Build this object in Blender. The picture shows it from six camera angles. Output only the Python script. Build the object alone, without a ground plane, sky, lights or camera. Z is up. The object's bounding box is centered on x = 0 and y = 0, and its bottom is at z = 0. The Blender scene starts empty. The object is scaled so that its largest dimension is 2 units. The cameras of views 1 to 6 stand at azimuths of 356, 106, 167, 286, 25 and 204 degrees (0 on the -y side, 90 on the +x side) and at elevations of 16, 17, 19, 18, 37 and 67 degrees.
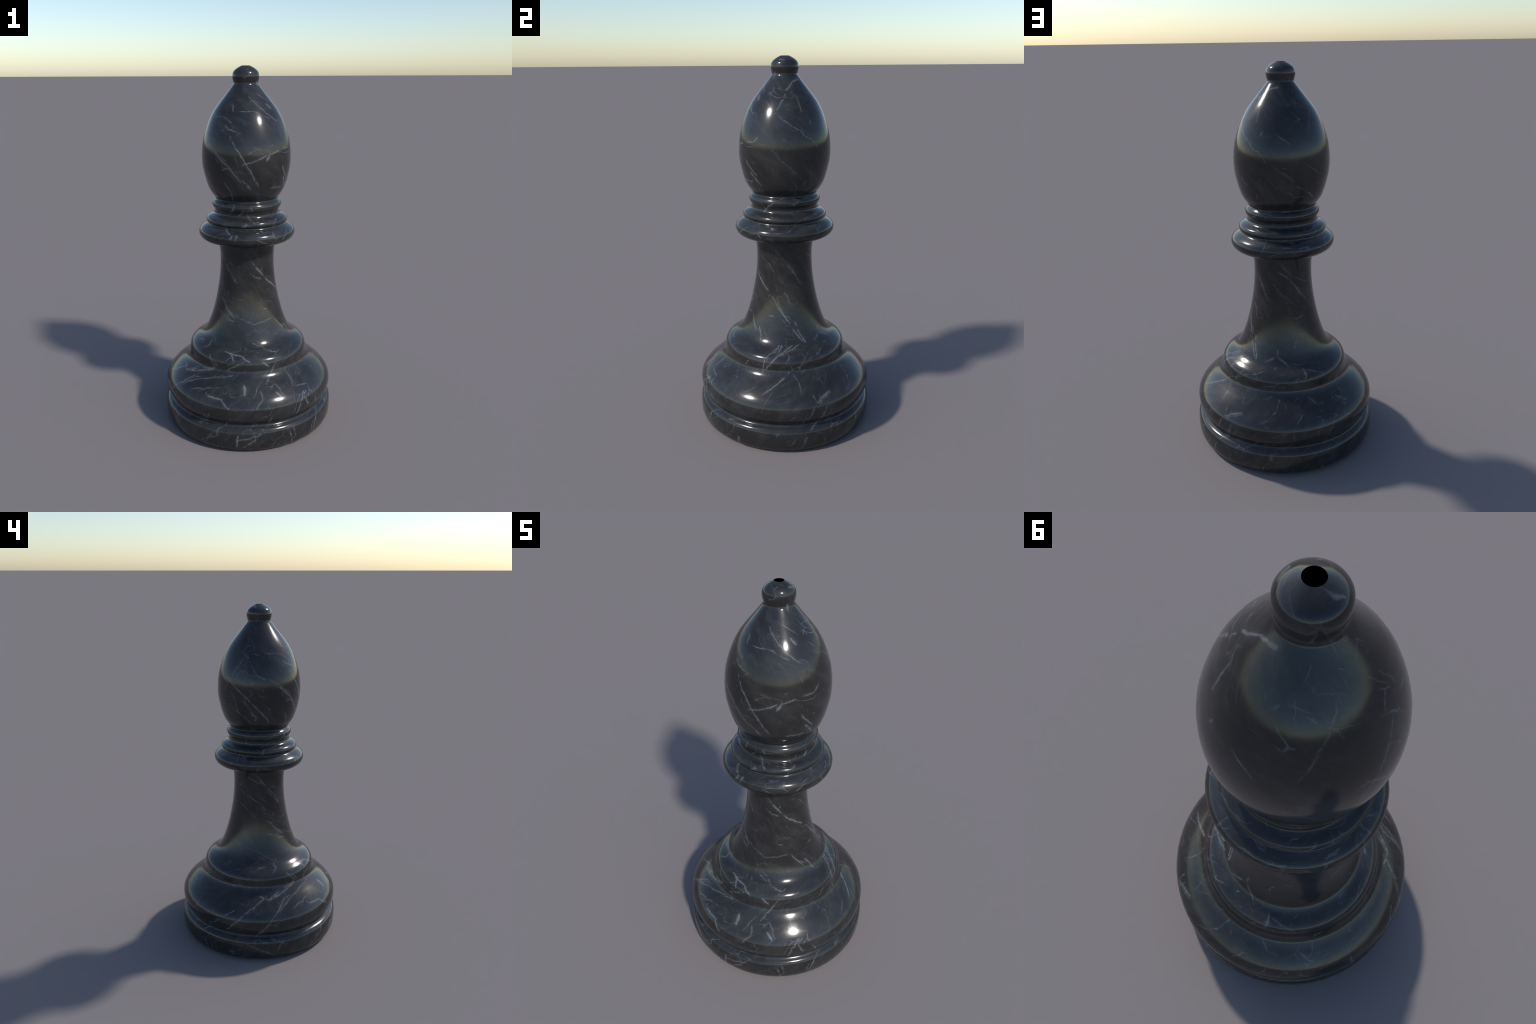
import bpy, math, random
from mathutils import Vector

random.seed(7)
SEGMENTS = 64                      # the turned piece is a 64-sided lathe, shaded smooth
SWELL = .0015                      # corners of the lathe sit a hair outside the outline

# ---------------------------------------------------------------- profile (radius, height)
# one continuous turned outline from the foot to the tip, cut into named parts
BASE = [(.300, .000), (.440, .004), (.469, .011), (.478, .022), (.4855, .042), (.487, .065), (.487, .098),
        (.4847, .118), (.4785, .132), (.4675, .1405), (.4555, .1455), (.4495, .155), (.4575, .167), (.470, .182),
        (.4775, .206), (.4808, .234), (.478, .257), (.467, .280), (.447, .304), (.418, .330), (.387, .355),
        (.361, .374), (.345, .392), (.3370, .410)]
PLINTH_RING = [(.3370, .410), (.3365, .424), (.3360, .438), (.3330, .453), (.327, .466), (.318, .477),
               (.304, .487), (.288, .496), (.271, .506)]
STEM = [(.271, .506), (.255, .519), (.240, .539), (.227, .565), (.2145, .595), (.200, .637), (.188, .680),
        (.178, .721), (.1698, .762), (.1625, .803), (.1565, .843), (.1525, .884), (.150, .924), (.149, .964),
        (.150, 1.002), (.1535, 1.031), (.157, 1.052), (.163, 1.065)]
LOWER_RING = [(.163, 1.065), (.190, 1.070), (.220, 1.0755), (.241, 1.083), (.256, 1.095), (.2645, 1.111),
              (.2655, 1.128), (.2590, 1.143), (.247, 1.1525), (.234, 1.161), (.221, 1.168), (.213, 1.174)]
MIDDLE_RING = [(.213, 1.174), (.2155, 1.179), (.221, 1.1845), (.223, 1.191), (.221, 1.201), (.214, 1.209),
               (.203, 1.2140), (.192, 1.218), (.181, 1.2225), (.1755, 1.230)]
UPPER_RING = [(.1755, 1.230), (.1755, 1.243), (.179, 1.253), (.1853, 1.263), (.1892, 1.274), (.1880, 1.285),
              (.183, 1.2935), (.177, 1.299), (.170, 1.304), (.168, 1.309)]
HEAD = [(.168, 1.309), (.1725, 1.315), (.1838, 1.330), (.1955, 1.347), (.2060, 1.366), (.2182, 1.401), (.2275, 1.438),
        (.2355, 1.475), (.2390, 1.512), (.2390, 1.545), (.2365, 1.584), (.2305, 1.622), (.221, 1.657), (.208, 1.695),
        (.1905, 1.737), (.168, 1.777), (.1432, 1.810), (.1200, 1.838), (.0920, 1.872), (.0690, 1.901), (.0635, 1.909)]
FINIAL = [(.0635, 1.909), (.0635, 1.916), (.0668, 1.926), (.0693, 1.938), (.0697, 1.950), (.0675, 1.963),
          (.0610, 1.974), (.0510, 1.983), (.0360, 1.9925), (.0200, 2.000)]
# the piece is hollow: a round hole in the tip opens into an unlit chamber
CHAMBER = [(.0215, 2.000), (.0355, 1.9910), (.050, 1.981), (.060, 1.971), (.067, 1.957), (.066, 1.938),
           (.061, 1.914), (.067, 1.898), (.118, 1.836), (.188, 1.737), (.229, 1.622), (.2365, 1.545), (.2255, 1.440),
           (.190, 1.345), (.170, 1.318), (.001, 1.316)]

PARTS = [("base", BASE), ("plinth_ring", PLINTH_RING), ("stem", STEM), ("lower_ring", LOWER_RING),
         ("middle_ring", MIDDLE_RING), ("upper_ring", UPPER_RING), ("head", HEAD), ("finial", FINIAL)]


# ---------------------------------------------------------------- the boldest veins of the stone
# each: width in mm, paleness, then the points it runs through (bearing in degrees, height in m);
# everything finer is left to the procedural crack pattern
BASE_VEINS = [
    (5, .7, (-65, .452), (-75, .377), (-78, .355)), (6, .8, (-155, .353), (-140, .387), (-125, .411)),
    (13, 1, (-96, .354), (-95, .318)), (8, 1, (-122, .299), (-110, .297)), (6, .8, (-111, .295), (-105, .255)),
    (5, .7, (-70, .351), (-67, .299)), (10, 1, (-72, .322), (-69, .296)), (7, 1, (-51, .295), (-56, .250), (-59, .184)),
    (6, .9, (-49, .292), (-52, .276), (-50, .219)), (5, .7, (-83, .334), (-83, .300), (-88, .258)),
    (5, .7, (-125, .042), (-113, .097), (-113, .122)), (6, 1, (-100, .041), (-100, .091), (-99, .111)),
    (5, .8, (-100, .080), (-92, .096), (-84, .112)), (5, .8, (-96, .039), (-88, .087), (-90, .124)),
    (7, 1, (19, .404), (8, .352), (-1, .310)), (8, .9, (47, .314), (42, .296), (36, .277)),
    (5, .7, (34, .254), (29, .181)), (6, .8, (42, .255), (38, .165), (31, .127)), (8, .8, (-15, .066), (-16, .022)),
    (6, .7, (29, .093), (25, .028)), (7, .7, (119, .355), (125, .321)),
    (7, 1, (-126, .404), (-155, .349), (-163, .366)), (7, .9, (-157, .365), (-174, .293), (-188, .179)),
    (5, .7, (-115, .382), (-135, .349), (-152, .292)), (6, .8, (-141, .354), (-154, .274), (-166, .152)),
    (5, .7, (-174, .123), (-162, .083), (-148, .026)),
]
WAIST_VEINS = [
    (6, 1, (-118, .496), (-98, .485), (-90, .452)), (6, .8, (-110, .492), (-106, .465)),
    (5, .8, (-76, .522), (-72, .501), (-61, .488)), (6, .7, (-149, .479), (-144, .496), (-144, .519)),
    (5, .7, (-134, .477), (-129, .450), (-125, .416)), (7, 1, (-79, .459), (-72, .432)),
    (5, .7, (-113, .410), (-97, .463)), (6, .8, (9, .516), (-4, .467), (-5, .391)),
    (6, .8, (12, .517), (6, .485)), (6, .7, (-1, .482), (7, .497)), (6, .8, (24, .519), (8, .484), (-3, .410)),
    (5, .7, (15, .495), (19, .485), (18, .466)), (6, .7, (99, .495), (105, .482), (116, .463)),
]
STEM_VEINS = [
    (7, 1, (-87, .984), (-55, .878), (-18, .791)), (4, .7, (-166, 1.018), (-128, .886), (-115, .858)),
    (4, .8, (-148, .755), (-125, .693), (-114, .651)), (4, .8, (-151, .686), (-140, .670), (-114, .637)),
    (4, .7, (-113, .677), (-84, .631), (-49, .646)), (4, .7, (-23, .948), (-14, .911), (-4, .882)),
    (6, 1, (-8, .764), (12, .676), (21, .629)), (6, 1, (26, .595), (33, .552), (38, .529)),
    (6, .9, (34, .588), (39, .563), (41, .524)), (6, .8, (31, .631), (33, .606)),
    (5, .7, (-47, .648), (-38, .601), (-29, .564)), (6, .8, (-24, .593), (-16, .530)),
    (6, .8, (32, .520), (21, .504), (6, .479)), (5, .8, (-7, .761), (23, .620)), (6, .7, (66, .988), (89, .948), (121, .827)),
    (5, .7, (68, .582), (69, .549), (77, .522)), (5, .7, (52, .519), (69, .549)),
    (5, .7, (-172, 1.049), (-150, .965), (-113, .855)),
]
COLLAR_VEINS = [
    (6, .7, (-110, 1.147), (-113, 1.120)), (6, .7, (-105, 1.148), (-107, 1.119)), (5, .7, (-81, 1.129), (-68, 1.101)),
    (5, .7, (-92, 1.247), (-87, 1.218), (-82, 1.205)), (8, .7, (-92, 1.200), (-99, 1.186)),
    (5, .8, (-113, 1.296), (-113, 1.269), (-119, 1.251)), (5, .7, (-86, 1.291), (-84, 1.259)),
    (7, .7, (-3, 1.281), (-15, 1.247), (-23, 1.228)),
]
HEAD_VEINS = [
    (5, 1, (-114, 1.654), (-93, 1.522), (-76, 1.399)), (5, 1, (-98, 1.512), (-61, 1.563), (-49, 1.580)),
    (8, .9, (-61, 1.576), (-67, 1.531)), (5, .7, (-41, 1.590), (-27, 1.587), (-20, 1.615)), (6, .9, (-138, 1.576), (-113, 1.499), (-101, 1.423)),
    (5, .7, (-125, 1.486), (-113, 1.499)), (5, .7, (-86, 1.847), (-59, 1.780), (-39, 1.717)),
    (7, .7, (-47, 1.814), (-40, 1.785)), (6, .8, (-42, 1.501), (-29, 1.451), (-23, 1.411)),
    (6, .7, (-56, 1.387), (-35, 1.387)), (6, .7, (-124, 1.418), (-116, 1.364), (-117, 1.320)),
    (7, .9, (71, 1.888), (37, 1.869), (15, 1.833)), (6, .7, (15, 1.818), (8, 1.788), (3, 1.744)),
    (7, .8, (-36, 1.444), (-29, 1.411), (-20, 1.364)), (6, .9, (145, 1.628), (187, 1.480), (214, 1.359)),
    (9, .7, (-18, 1.981), (13, 1.976)), (7, .8, (-34, 1.922), (-32, 1.897)),
]
FAINT_VEINS = [
    (4, .6, (-80, .901), (-76, .883), (-59, .871)), (4, .6, (-19, 1.050), (22, .947), (48, .832)),
    (5, .6, (13, .785), (21, .765), (26, .713)),
    (4, .6, (74, 1.016), (97, .954), (135, .907)), (4, .5, (17, .954), (32, .881), (46, .831)),
    (4, .5, (56, .921), (70, .872), (95, .814)), (4, .6, (143, .945), (198, .867), (228, .746)),
    (4, .6, (170, 1.024), (207, .975), (241, .942)), (4, .5, (148, .857), (169, .828), (187, .778)),
    (5, .6, (-145, .748), (-130, .703), (-113, .660)), (4, .5, (149, .627), (194, .579), (221, .523)),
    (6, .6, (38, 1.800), (37, 1.773), (39, 1.738)), (4, .5, (-2, 1.559), (16, 1.474), (36, 1.406)),
    (4, .5, (68, 1.538), (82, 1.492), (91, 1.468)), (4, .5, (101, 1.555), (112, 1.522), (128, 1.485)),
    (4, .4, (137, 1.828), (116, 1.722), (110, 1.670)), (5, .6, (172, 1.731), (155, 1.614), (145, 1.554)),
    (4, .6, (157, 1.536), (161, 1.477), (166, 1.421)), (4, .6, (155, 1.458), (170, 1.401), (186, 1.361)),
    (5, .6, (-150, 1.610), (-137, 1.576), (-118, 1.532)), (5, .6, (-152, 1.747), (-132, 1.748), (-114, 1.720)),
    (5, .6, (-57, .403), (-56, .358), (-54, .323)), (5, .6, (22, .397), (26, .362), (27, .325)),
    (6, .6, (96, .374), (101, .351), (107, .344)), (5, .5, (161, 1.161), (158, 1.144), (159, 1.113)),
]
BOLD_VEINS = BASE_VEINS + WAIST_VEINS + STEM_VEINS + COLLAR_VEINS + HEAD_VEINS + FAINT_VEINS


# ---------------------------------------------------------------- material helpers
class Tree:
    def __init__(self, mat):
        self.t = mat.node_tree
        self.n, self.l = self.t.nodes, self.t.links

    def node(self, kind, **props):
        n = self.n.new(kind)
        for k, v in props.items():
            setattr(n, k, v)
        return n

    def put(self, value, socket):
        if hasattr(value, "is_linked"):
            self.l.new(value, socket)
        else:
            socket.default_value = value

    def math(self, op, a, b=0.0, c=0.0, clamp=False):
        n = self.node("ShaderNodeMath", operation=op)
        for v, s in zip((a, b, c), n.inputs):
            self.put(v, s)
        if clamp:
            return self.math("MAXIMUM", self.math("MINIMUM", n.outputs[0], 1.0), 0.0)
        return n.outputs[0]

    def ramp(self, x, lo, hi, out_lo=0.0, out_hi=1.0):
        n = self.node("ShaderNodeMapRange", interpolation_type="SMOOTHSTEP", clamp=False)
        self.put(x, n.inputs["Value"])
        for k, v in zip(("From Min", "From Max", "To Min", "To Max"), (lo, hi, out_lo, out_hi)):
            self.put(v, n.inputs[k])
        return n.outputs[0]

    def noise(self, vec, scale, detail=3.0, rough=0.55):
        n = self.node("ShaderNodeTexNoise")
        self.put(vec, n.inputs["Vector"])
        n.inputs["Scale"].default_value = scale
        n.inputs["Detail"].default_value = detail
        n.inputs["Roughness"].default_value = rough
        return n.outputs["Fac"]

    def jitter(self, vec, scale, detail, rough):
        """a vector of three independent noises about zero"""
        axes = [self.math("SUBTRACT", self.noise(self.mapping(vec, loc=(k * 7.3, -k * 4.1, k * 2.9)), scale, detail, rough), .5)
                for k in (0, 1, 2)]
        c = self.node("ShaderNodeCombineXYZ")
        for a, socket in zip(axes, c.inputs):
            self.put(a, socket)
        return c.outputs[0]

    def vmath(self, op, a, b=None, scale=None):
        n = self.node("ShaderNodeVectorMath", operation=op)
        self.put(a, n.inputs[0])
        if b is not None:
            self.put(b, n.inputs[1])
        if scale is not None:
            n.inputs["Scale"].default_value = scale
        return n.outputs[0]

    def mapping(self, vec, loc=(0, 0, 0), rot=(0, 0, 0), scale=(1, 1, 1)):
        n = self.node("ShaderNodeMapping")
        self.put(vec, n.inputs["Vector"])
        n.inputs["Location"].default_value = loc
        n.inputs["Rotation"].default_value = rot
        n.inputs["Scale"].default_value = scale
        return n.outputs[0]

    def cracks(self, vec, scale, seed):
        """distance to the cell walls of a 3D Voronoi pattern: a network of thin lines on the surface"""
        v = self.mapping(vec, loc=(seed * 3.17, seed * 1.31, seed * 2.23))
        n = self.node("ShaderNodeTexVoronoi", feature="DISTANCE_TO_EDGE")
        self.put(v, n.inputs["Vector"])
        n.inputs["Scale"].default_value = scale
        return n.outputs["Distance"]


def outline_at(line, z):
    """radius and unit direction (radial, up) of the outline at a height"""
    for (r0, z0), (r1, z1) in zip(line, line[1:]):
        if z0 <= z <= z1 and z1 > z0:
            d = Vector((r1 - r0, z1 - z0)).normalized()
            return r0 + (r1 - r0) * (z - z0) / (z1 - z0), d
    return line[-1][0], Vector((0, 1))


def vein_group():
    """one straight stretch of a vein, measured on the unrolled surface around it"""
    g = bpy.data.node_groups.get("vein_stretch")
    if g:
        return g
    g = bpy.data.node_groups.new("vein_stretch", "ShaderNodeTree")
    face = g.interface
    for n, kind in (("Bearing", "Float"), ("Radial Up", "Vector"), ("Wobble", "Vector"), ("Middle", "Float"),
                    ("Radius", "Float"), ("Run", "Vector"), ("Start", "Vector"), ("Reach", "Vector"),
                    ("Inverse", "Float"), ("Width", "Float"), ("Paleness", "Float")):
        face.new_socket(n, in_out="INPUT", socket_type="NodeSocket" + kind)
    face.new_socket("Vein", in_out="OUTPUT", socket_type="NodeSocketFloat")

    class Holder:
        node_tree = g
    T = Tree(Holder)
    i = T.node("NodeGroupInput").outputs
    around = T.math("WRAP", T.math("SUBTRACT", i["Bearing"], i["Middle"]), math.pi, -math.pi)
    along = T.node("ShaderNodeVectorMath", operation="DOT_PRODUCT")
    T.put(i["Radial Up"], along.inputs[0])
    T.put(i["Run"], along.inputs[1])
    across = T.math("MULTIPLY", around, i["Radius"])
    c = T.node("ShaderNodeCombineXYZ")
    T.put(across, c.inputs[0])
    T.put(along.outputs["Value"], c.inputs[1])
    p = T.vmath("SUBTRACT", T.vmath("ADD", c.outputs[0], i["Wobble"]), i["Start"])
    dot = T.node("ShaderNodeVectorMath", operation="DOT_PRODUCT")
    T.put(p, dot.inputs[0])
    T.put(i["Reach"], dot.inputs[1])
    t = T.math("MULTIPLY", dot.outputs["Value"], i["Inverse"], clamp=True)
    foot = T.node("ShaderNodeVectorMath", operation="SCALE")
    T.put(i["Reach"], foot.inputs[0])
    T.put(t, foot.inputs["Scale"])
    gap = T.vmath("SUBTRACT", p, foot.outputs[0])
    far = T.node("ShaderNodeVectorMath", operation="LENGTH")
    T.put(gap, far.inputs[0])
    taper = T.math("MULTIPLY_ADD", T.math("SQRT", T.math("MULTIPLY", t, T.math("SUBTRACT", 1.0, t))), 1.1, .45)
    d = T.math("DIVIDE", far.outputs["Value"], T.math("MULTIPLY", i["Width"], taper))
    core = T.ramp(d, .0, 1.75, .90, 0.0)
    halo = T.ramp(d, .0, 5.0, .10, 0.0)                  # pale mineral bleeding into the stone beside the vein
    v = T.math("MULTIPLY", T.math("MAXIMUM", core, halo), i["Paleness"])
    T.put(v, T.node("NodeGroupOutput").inputs["Vein"])
    return g


# per part: typical radius, lean of the fine veins, their share of the surface
GRAIN = {"base": (.44, -.9, -.012), "plinth_ring": (.31, -.6, .0), "stem": (.19, .75, -.035), "lower_ring": (.24, -.3, .02),
         "middle_ring": (.20, -.3, .02), "upper_ring": (.18, -.3, .02), "head": (.21, .7, -.025), "finial": (.10, .4, -.03)}


def marble(part, profile, line):
    mat = bpy.data.materials.new("polished_black_marble_" + part)
    mat.use_nodes = True
    T = Tree(mat)
    T.n.clear()
    P = T.node("ShaderNodeTexCoord").outputs["Object"]
    xyz = T.node("ShaderNodeSeparateXYZ")
    T.put(P, xyz.inputs[0])
    x, y, z = xyz.outputs
    bearing = T.math("ARCTAN2", y, x)
    radius = T.math("SQRT", T.math("ADD", T.math("MULTIPLY", x, x), T.math("MULTIPLY", y, y)))
    ru = T.node("ShaderNodeCombineXYZ")
    T.put(radius, ru.inputs[0])
    T.put(z, ru.inputs[1])

    size, lean, less = GRAIN[part]
    seed = sorted(GRAIN).index(part) + 1.0

    # the surface unrolled: distance round the part, distance along its outline
    around = T.math("MULTIPLY", bearing, size)
    along = T.math("SUBTRACT", z, T.math("MULTIPLY", radius, .8))
    flat = T.node("ShaderNodeCombineXYZ")
    T.put(around, flat.inputs[0])
    T.put(along, flat.inputs[1])
    T.put(seed * .37, flat.inputs[2])
    flat = flat.outputs[0]

    fine = T.jitter(P, 34.0, 3, .6)
    broad = T.jitter(P, 9.0, 3, .55)
    wobble = T.vmath("ADD", T.vmath("SCALE", fine, scale=.019), T.vmath("SCALE", broad, scale=.016))
    bent = T.vmath("ADD", flat, T.vmath("ADD", T.vmath("SCALE", fine, scale=.016), T.vmath("SCALE", broad, scale=.06)))
    leaning = T.mapping(T.mapping(bent, rot=(0, 0, lean)), scale=(.55, 1.0, 1.0))
    swell = T.noise(P, 30.0, 3, .65)

    def seen(tag, patch, cover):
        broken = T.noise(T.mapping(P, loc=(tag * 5.1, -tag * 2.7, tag)), patch, 2, .55)
        return T.ramp(broken, cover - less, cover - less + .09)

    def branching(turn, scale, tag, width, cover, strength, patch):
        """veins that meet and fork"""
        vec = T.mapping(leaning, loc=(tag * 3.17 + seed, tag * 1.31 - seed, 0), rot=(0, 0, turn))
        n = T.node("ShaderNodeTexVoronoi", voronoi_dimensions="2D", feature="DISTANCE_TO_EDGE")
        T.put(vec, n.inputs["Vector"])
        n.inputs["Scale"].default_value = scale
        w = T.math("MULTIPLY", T.ramp(swell, .3, .75, .4, 1.7), width * scale)
        mark = T.ramp(T.math("DIVIDE", n.outputs["Distance"], w), .1, 1.5, 1.0, 0.0)
        return T.math("MULTIPLY", T.math("MULTIPLY", mark, seen(tag, patch, cover)), strength)

    def running(turn, scale, tag, width, cover, strength, patch):
        """long lone veins: drifting parallel lines that come and go"""
        vec = T.mapping(T.mapping(bent, rot=(0, 0, lean + turn)), loc=(tag * 2.3 + seed, tag, 0))
        part_ = T.node("ShaderNodeSeparateXYZ")
        T.put(vec, part_.inputs[0])
        drift = T.noise(T.mapping(vec, loc=(0, 0, tag), scale=(.6, 1.0, 1)), scale * .45, 2, .45)
        phase = T.math("MULTIPLY_ADD", drift, 2.2, T.math("MULTIPLY", part_.outputs["Y"], scale))
        off = T.math("DIVIDE", T.math("ABSOLUTE", T.math("SUBTRACT", T.math("FRACT", phase), .5)), scale)
        w = T.math("MULTIPLY", T.ramp(swell, .3, .75, .4, 1.7), width)
        mark = T.ramp(T.math("DIVIDE", off, w), .1, 1.5, 1.0, 0.0)
        return T.math("MULTIPLY", T.math("MULTIPLY", mark, seen(tag, patch, cover)), strength)

    veins = branching(0.0, 6.0, 1.0, .0027, .56, .50, 8.0)
    for kind, *a in ((branching, .3, 11.0, 2.0, .0022, .57, .38, 10.0), (running, 0.0, 6.0, 3.0, .0030, .52, .55, 7.0),
                     (running, -.35, 9.0, 4.0, .0025, .54, .40, 8.0), (running, .4, 14.0, 5.0, .0020, .53, .26, 9.0),
                     (running, 1.4, 7.0, 6.0, .0029, .59, .48, 11.0), (branching, .1, 20.0, 9.0, .0020, .55, .15, 7.0),
                     (running, .1, 20.0, 7.0, .0040, .53, .07, 6.0), (running, -.2, 5.0, 8.0, .0110, .55, .07, 7.0)):
        veins = T.math("MAXIMUM", veins, kind(*a))
    smudge = T.ramp(T.noise(T.mapping(leaning, loc=(3, seed, 5), scale=(.6, 1.2, 1)), 16.0, 5, .7), .60, .85, 0.0, .075)
    veins = T.math("ADD", veins, T.math("MULTIPLY", smudge, T.ramp(T.noise(P, 6.0, 2, .5), .45, .6)))

    low, high = profile[0][1] - .015, profile[-1][1] + .015
    group = vein_group()
    for width, pale, *points in BOLD_VEINS:
        if max(p[1] for p in points) < low or min(p[1] for p in points) > high:
            continue
        if len(points) == 3:                          # nearly straight veins need no elbow
            (b0, z0), (bq, zq), (b1, z1) = points
            share = (zq - z0) / (z1 - z0) if abs(z1 - z0) > .03 else 9
            if abs(b0 + (b1 - b0) * share - bq) * size * .0175 < .012:
                points = [points[0], points[2]]
        for (b0, z0), (b1, z1) in zip(points, points[1:]):
            zm, bm = (z0 + z1) / 2, math.radians((b0 + b1) / 2)
            rm, run = outline_at(line, zm)
            r0, r1 = outline_at(line, z0)[0], outline_at(line, z1)[0]
            if abs(z1 - z0) > .004:
                run = Vector((r1 - r0, z1 - z0)).normalized() * (1 if z1 > z0 else -1)
            half = math.radians(b1 - b0) / 2 * (r0 + r1) / 2
            a = Vector((-half, r0 * run.x + z0 * run.y, 0))
            b = Vector((half, r1 * run.x + z1 * run.y, 0))
            n = T.node("ShaderNodeGroup")
            n.node_tree = group
            T.put(bearing, n.inputs["Bearing"])
            T.put(ru.outputs[0], n.inputs["Radial Up"])
            T.put(wobble, n.inputs["Wobble"])
            for key, value in (("Middle", (bm + math.pi) % (2 * math.pi) - math.pi), ("Radius", (r0 + r1) / 2),
                               ("Run", (run.x, run.y, 0)), ("Start", a), ("Reach", b - a),
                               ("Inverse", 1 / max((b - a).length_squared, 1e-6)),
                               ("Width", width * .00068), ("Paleness", pale)):
                n.inputs[key].default_value = value
            veins = T.math("MAXIMUM", veins, n.outputs["Vein"])

    # the pale mineral is patchy along a vein
    veins = T.math("MULTIPLY", veins, T.ramp(swell, .3, .65, .6, 1.1), clamp=True)
    haze = T.ramp(T.noise(leaning, 12.0, 6, .72), .38, .72)

    stone = T.node("ShaderNodeMix", data_type="RGBA")
    T.put(haze, stone.inputs[0])
    stone.inputs[6].default_value = (.0175, .0175, .0177, 1)
    stone.inputs[7].default_value = (.0345, .0345, .0347, 1)
    colour = T.node("ShaderNodeMix", data_type="RGBA")
    T.put(veins, colour.inputs[0])
    T.put(stone.outputs[2], colour.inputs[6])
    colour.inputs[7].default_value = (.160, .165, .174, 1)

    bsdf = T.node("ShaderNodeBsdfPrincipled")
    T.put(colour.outputs[2], bsdf.inputs["Base Color"])
    T.put(T.ramp(T.noise(P, 14.0, 4, .6), .3, .7, .125, .165), bsdf.inputs["Roughness"])
    bsdf.inputs["IOR"].default_value = 1.5
    out = T.node("ShaderNodeOutputMaterial")
    T.l.new(bsdf.outputs[0], out.inputs["Surface"])
    return mat


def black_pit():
    mat = bpy.data.materials.new("painted_hole_darkness")
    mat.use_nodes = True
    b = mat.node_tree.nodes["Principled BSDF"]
    b.inputs["Base Color"].default_value = (.0004, .0004, .0004, 1)  # chamber lining blackened to show the lack of light inside the hollow marble
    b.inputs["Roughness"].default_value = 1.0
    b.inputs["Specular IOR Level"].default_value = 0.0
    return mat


# ---------------------------------------------------------------- lathe
def ring(r, z):
    step = 2 * math.pi / SEGMENTS
    return [Vector(((r + SWELL) * math.cos((i + .5) * step), (r + SWELL) * math.sin((i + .5) * step), z))
            for i in range(SEGMENTS)]


def lathe(profile, with_foot):
    """vertices and faces of a turned stretch of the outline; the foot is closed underneath"""
    verts = [v for r, z in profile for v in ring(r, z)]
    if with_foot:                          # the very bottom edge is cut coarser: half as many sides
        for k in (1, 2):
            row = k * SEGMENTS
            for i in range(0, SEGMENTS, 2):
                verts[row + i] = (verts[row + i - 1 if i else row + SEGMENTS - 1] + verts[row + i + 1]) / 2
    faces = []
    for k in range(len(profile) - 1):
        for i in range(SEGMENTS):
            j = (i + 1) % SEGMENTS
            faces.append((k * SEGMENTS + i, k * SEGMENTS + j, (k + 1) * SEGMENTS + j, (k + 1) * SEGMENTS + i))
    if with_foot:
        faces.append(tuple(reversed(range(SEGMENTS))))
    return verts, faces


def whole_outline():
    line = list(BASE)
    for _, p in PARTS[1:]:
        line += p[1:]
    return line


def outline_normals(line):
    """smooth normals of the whole turned body, as (radial, up), from both neighbouring slopes"""
    out = []
    for k, (r, z) in enumerate(line):
        n = Vector((0, 0))
        for a, b in ((k - 1, k), (k, k + 1)):
            if a < 0 or b >= len(line):
                continue
            d = Vector(line[b]) - Vector(line[a])
            n += Vector((d.y, -d.x)).normalized()
        out.append(n.normalized())
    return out


def main():
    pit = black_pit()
    root = bpy.data.objects.new("chess_bishop", None)
    root["label"] = "polished black marble chess bishop with pale grey veins"
    root["category"] = "chess piece"
    bpy.context.collection.objects.link(root)

    line = whole_outline()
    slopes = dict(zip(line, outline_normals(line)))
    for name, profile in PARTS:
        verts, faces = lathe(profile, name == "base")
        me = bpy.data.meshes.new(name)
        me.from_pydata(verts, [], faces)
        for p in me.polygons:
            p.use_smooth = len(p.vertices) == 4
        me.materials.append(marble(name, profile, line))
        me.validate()
        normals = []
        for k, (r, z) in enumerate(profile):
            n = slopes[(r, z)]
            for v in ring(1, 0):
                d = Vector((v.x, v.y, 0)).normalized() * n.x
                normals.append((d.x, d.y, n.y))
        me.normals_split_custom_set_from_vertices(normals)
        ob = bpy.data.objects.new(name, me)
        ob.parent = root
        bpy.context.collection.objects.link(ob)

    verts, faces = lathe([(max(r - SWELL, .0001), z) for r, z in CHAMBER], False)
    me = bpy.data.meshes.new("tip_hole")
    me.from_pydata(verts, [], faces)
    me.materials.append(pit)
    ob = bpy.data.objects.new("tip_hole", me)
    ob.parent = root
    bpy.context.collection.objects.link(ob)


main()
